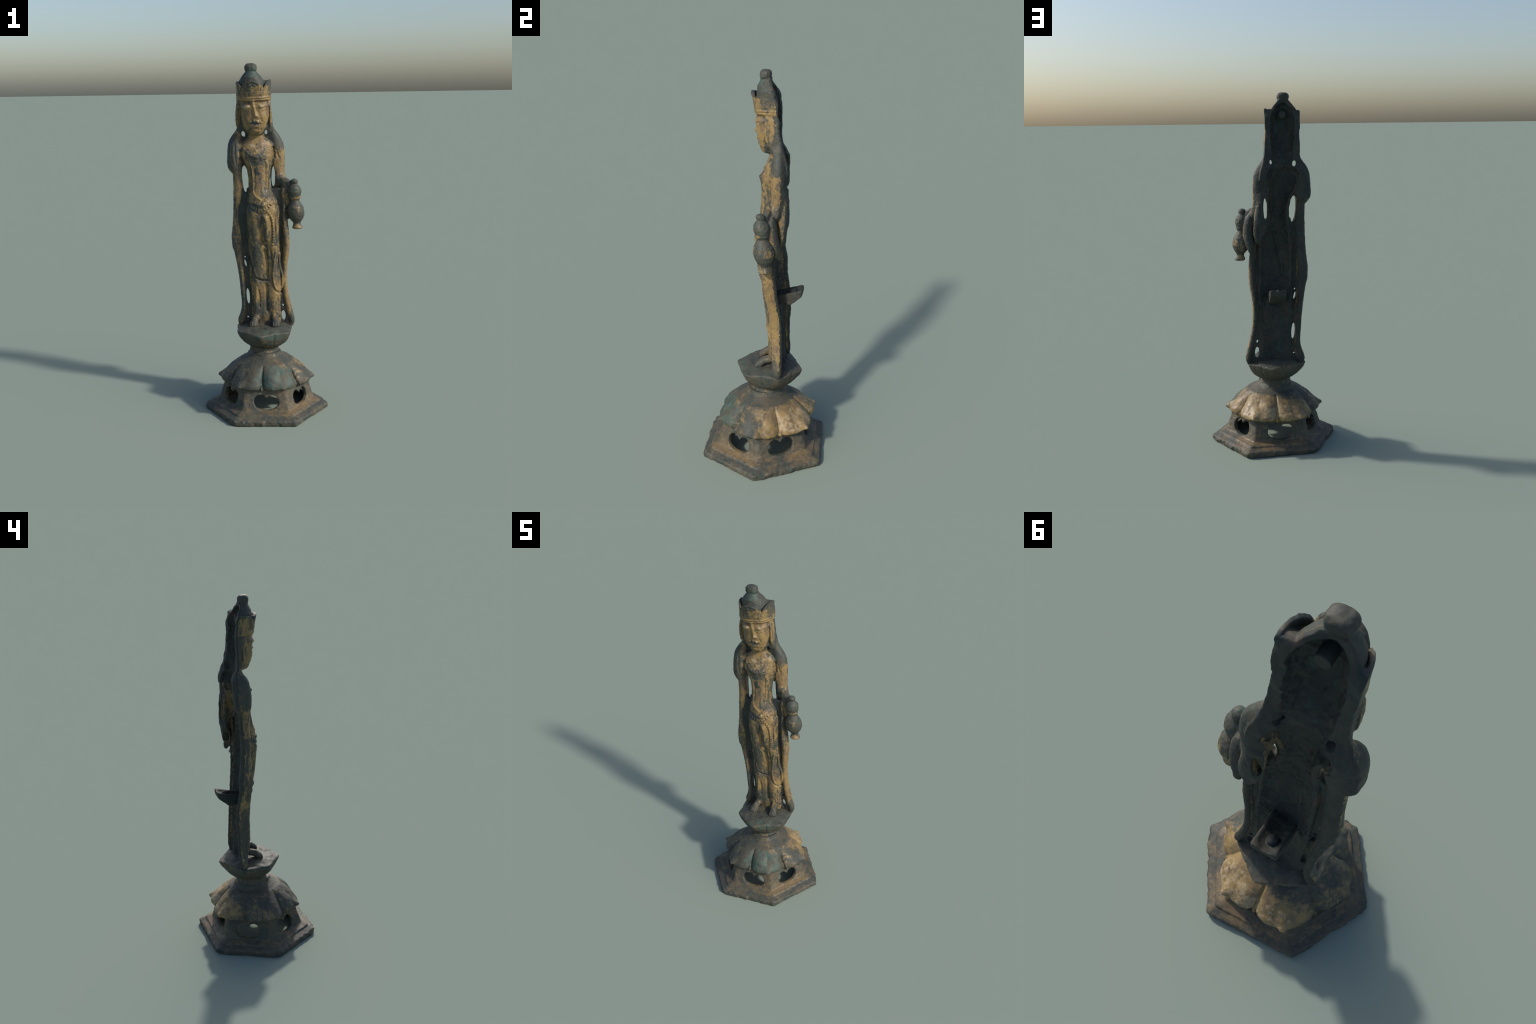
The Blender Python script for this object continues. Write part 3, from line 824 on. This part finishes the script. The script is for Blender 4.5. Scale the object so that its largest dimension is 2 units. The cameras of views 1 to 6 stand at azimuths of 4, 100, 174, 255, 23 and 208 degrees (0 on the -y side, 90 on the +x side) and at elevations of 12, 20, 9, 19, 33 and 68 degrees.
MATS = {0: fig_gold, 1: hair_mat, 2: crown_mat, 3: bottle_mat, 4: inner_mat, 5: plinth_mat, 6: petal_mat, 7: seat_mat}

# ---- figure
P, Q = skin(figure, (-.235, -.085, .455), (.255, .225, 2.012), .0023)
P = relax(P, Q, 1, .3)
C = P[Q].mean(1).astype(F)
g = groups(C[:, 0], C[:, 1], C[:, 2])
keys = [k for k in g if k != 'web']
lab = np.array(keys, object)[np.argmin(np.stack([g[k] for k in keys]), 0)]
cav = cavity(C[:, 0], C[:, 1], C[:, 2]); lg = lug(C[:, 0], C[:, 1], C[:, 2]); sp = spigot(C[:, 0], C[:, 1], C[:, 2])
e1 = P[Q[:, 1]] - P[Q[:, 3]]; e2 = P[Q[:, 0]] - P[Q[:, 2]]
nrm = np.cross(e1, e2); nrm /= np.linalg.norm(nrm, axis=1)[:, None] + 1e-12
q = C[::50] + .003 * nrm[::50].astype(F)
if (figure(q[:, 0], q[:, 1], q[:, 2]) > 0).mean() < .5: nrm = -nrm
lab[(lg < .003) & (C[:, 1] > .09)] = 'mounting_lug'
lab[(sp < .003) & (C[:, 1] > .0) & (cav < .01)] = 'casting_spigot'
mid = lab.copy(); mat = np.zeros(len(lab), int)
mat[np.isin(lab, ['hair', 'topknot'])] = 1
mat[lab == 'crown'] = 2
mat[lab == 'bottle'] = 3
fr = 0
solid = np.min(np.stack([g[k] for k in g]), 0)
back = C[:, 1] > rim(C[:, 0], C[:, 2]) - .010
inside = (cav < .010) & (solid < -.006)
mat[(inside | back) & (lab != 'bottle') & (lab != 'sleeve_drape')] = 4
mat[(nrm[:, 1] > .45) & (C[:, 1] > .03) & (lab != 'bottle') & (lab != 'topknot')] = 4
mat[np.isin(lab, ['mounting_lug', 'casting_spigot'])] = 4
webf = (g['web'] < solid + .002)
mat[webf & (solid < .004)] = 4
region_objects(P, Q, lab, mat, MATS, root, {'crown': 'head', 'hair': 'head', 'topknot': 'head', 'ear': 'head', 'hand': 'arm.001', 'sleeve_drape': 'arm.001'})

# ---- pedestal
P, Q = skin(pedestal, (-.385, -.335, -.012), (.385, .335, .515), .0032)
P = relax(P, Q, 1, .3)
C = P[Q].mean(1).astype(F)
g = ped_groups(C[:, 0], C[:, 1], C[:, 2])
keys = list(g)
lab = np.array(keys, object)[np.argmin(np.stack([g[k] for k in keys]), 0)]
lab[(lab == 'lotus_petal') & (C[:, 2] < .166)] = 'plinth'
mat = np.array([{'plinth': 5, 'lotus_petal': 6, 'stem': 7, 'lotus_seat': 7}[k] for k in lab])
shoulder = (lab == 'lotus_petal') & (np.hypot(C[:, 0], C[:, 1]) < .152) & (C[:, 2] > .25)
lab[shoulder] = 'stem'; mat[shoulder] = 7
u, idx = petal_angle(C[:, 0], C[:, 1])
for i in range(6):
    lab[(lab == 'lotus_petal') & (idx == i)] = 'lotus_petal' + ('.%03d' % i if i else '')
inn = (lab == 'plinth') & (hexgauge(C[:, 0], C[:, 1], HEXC, .03) < .655)
mat[inn] = 4
region_objects(P, Q, lab, mat, MATS, root)
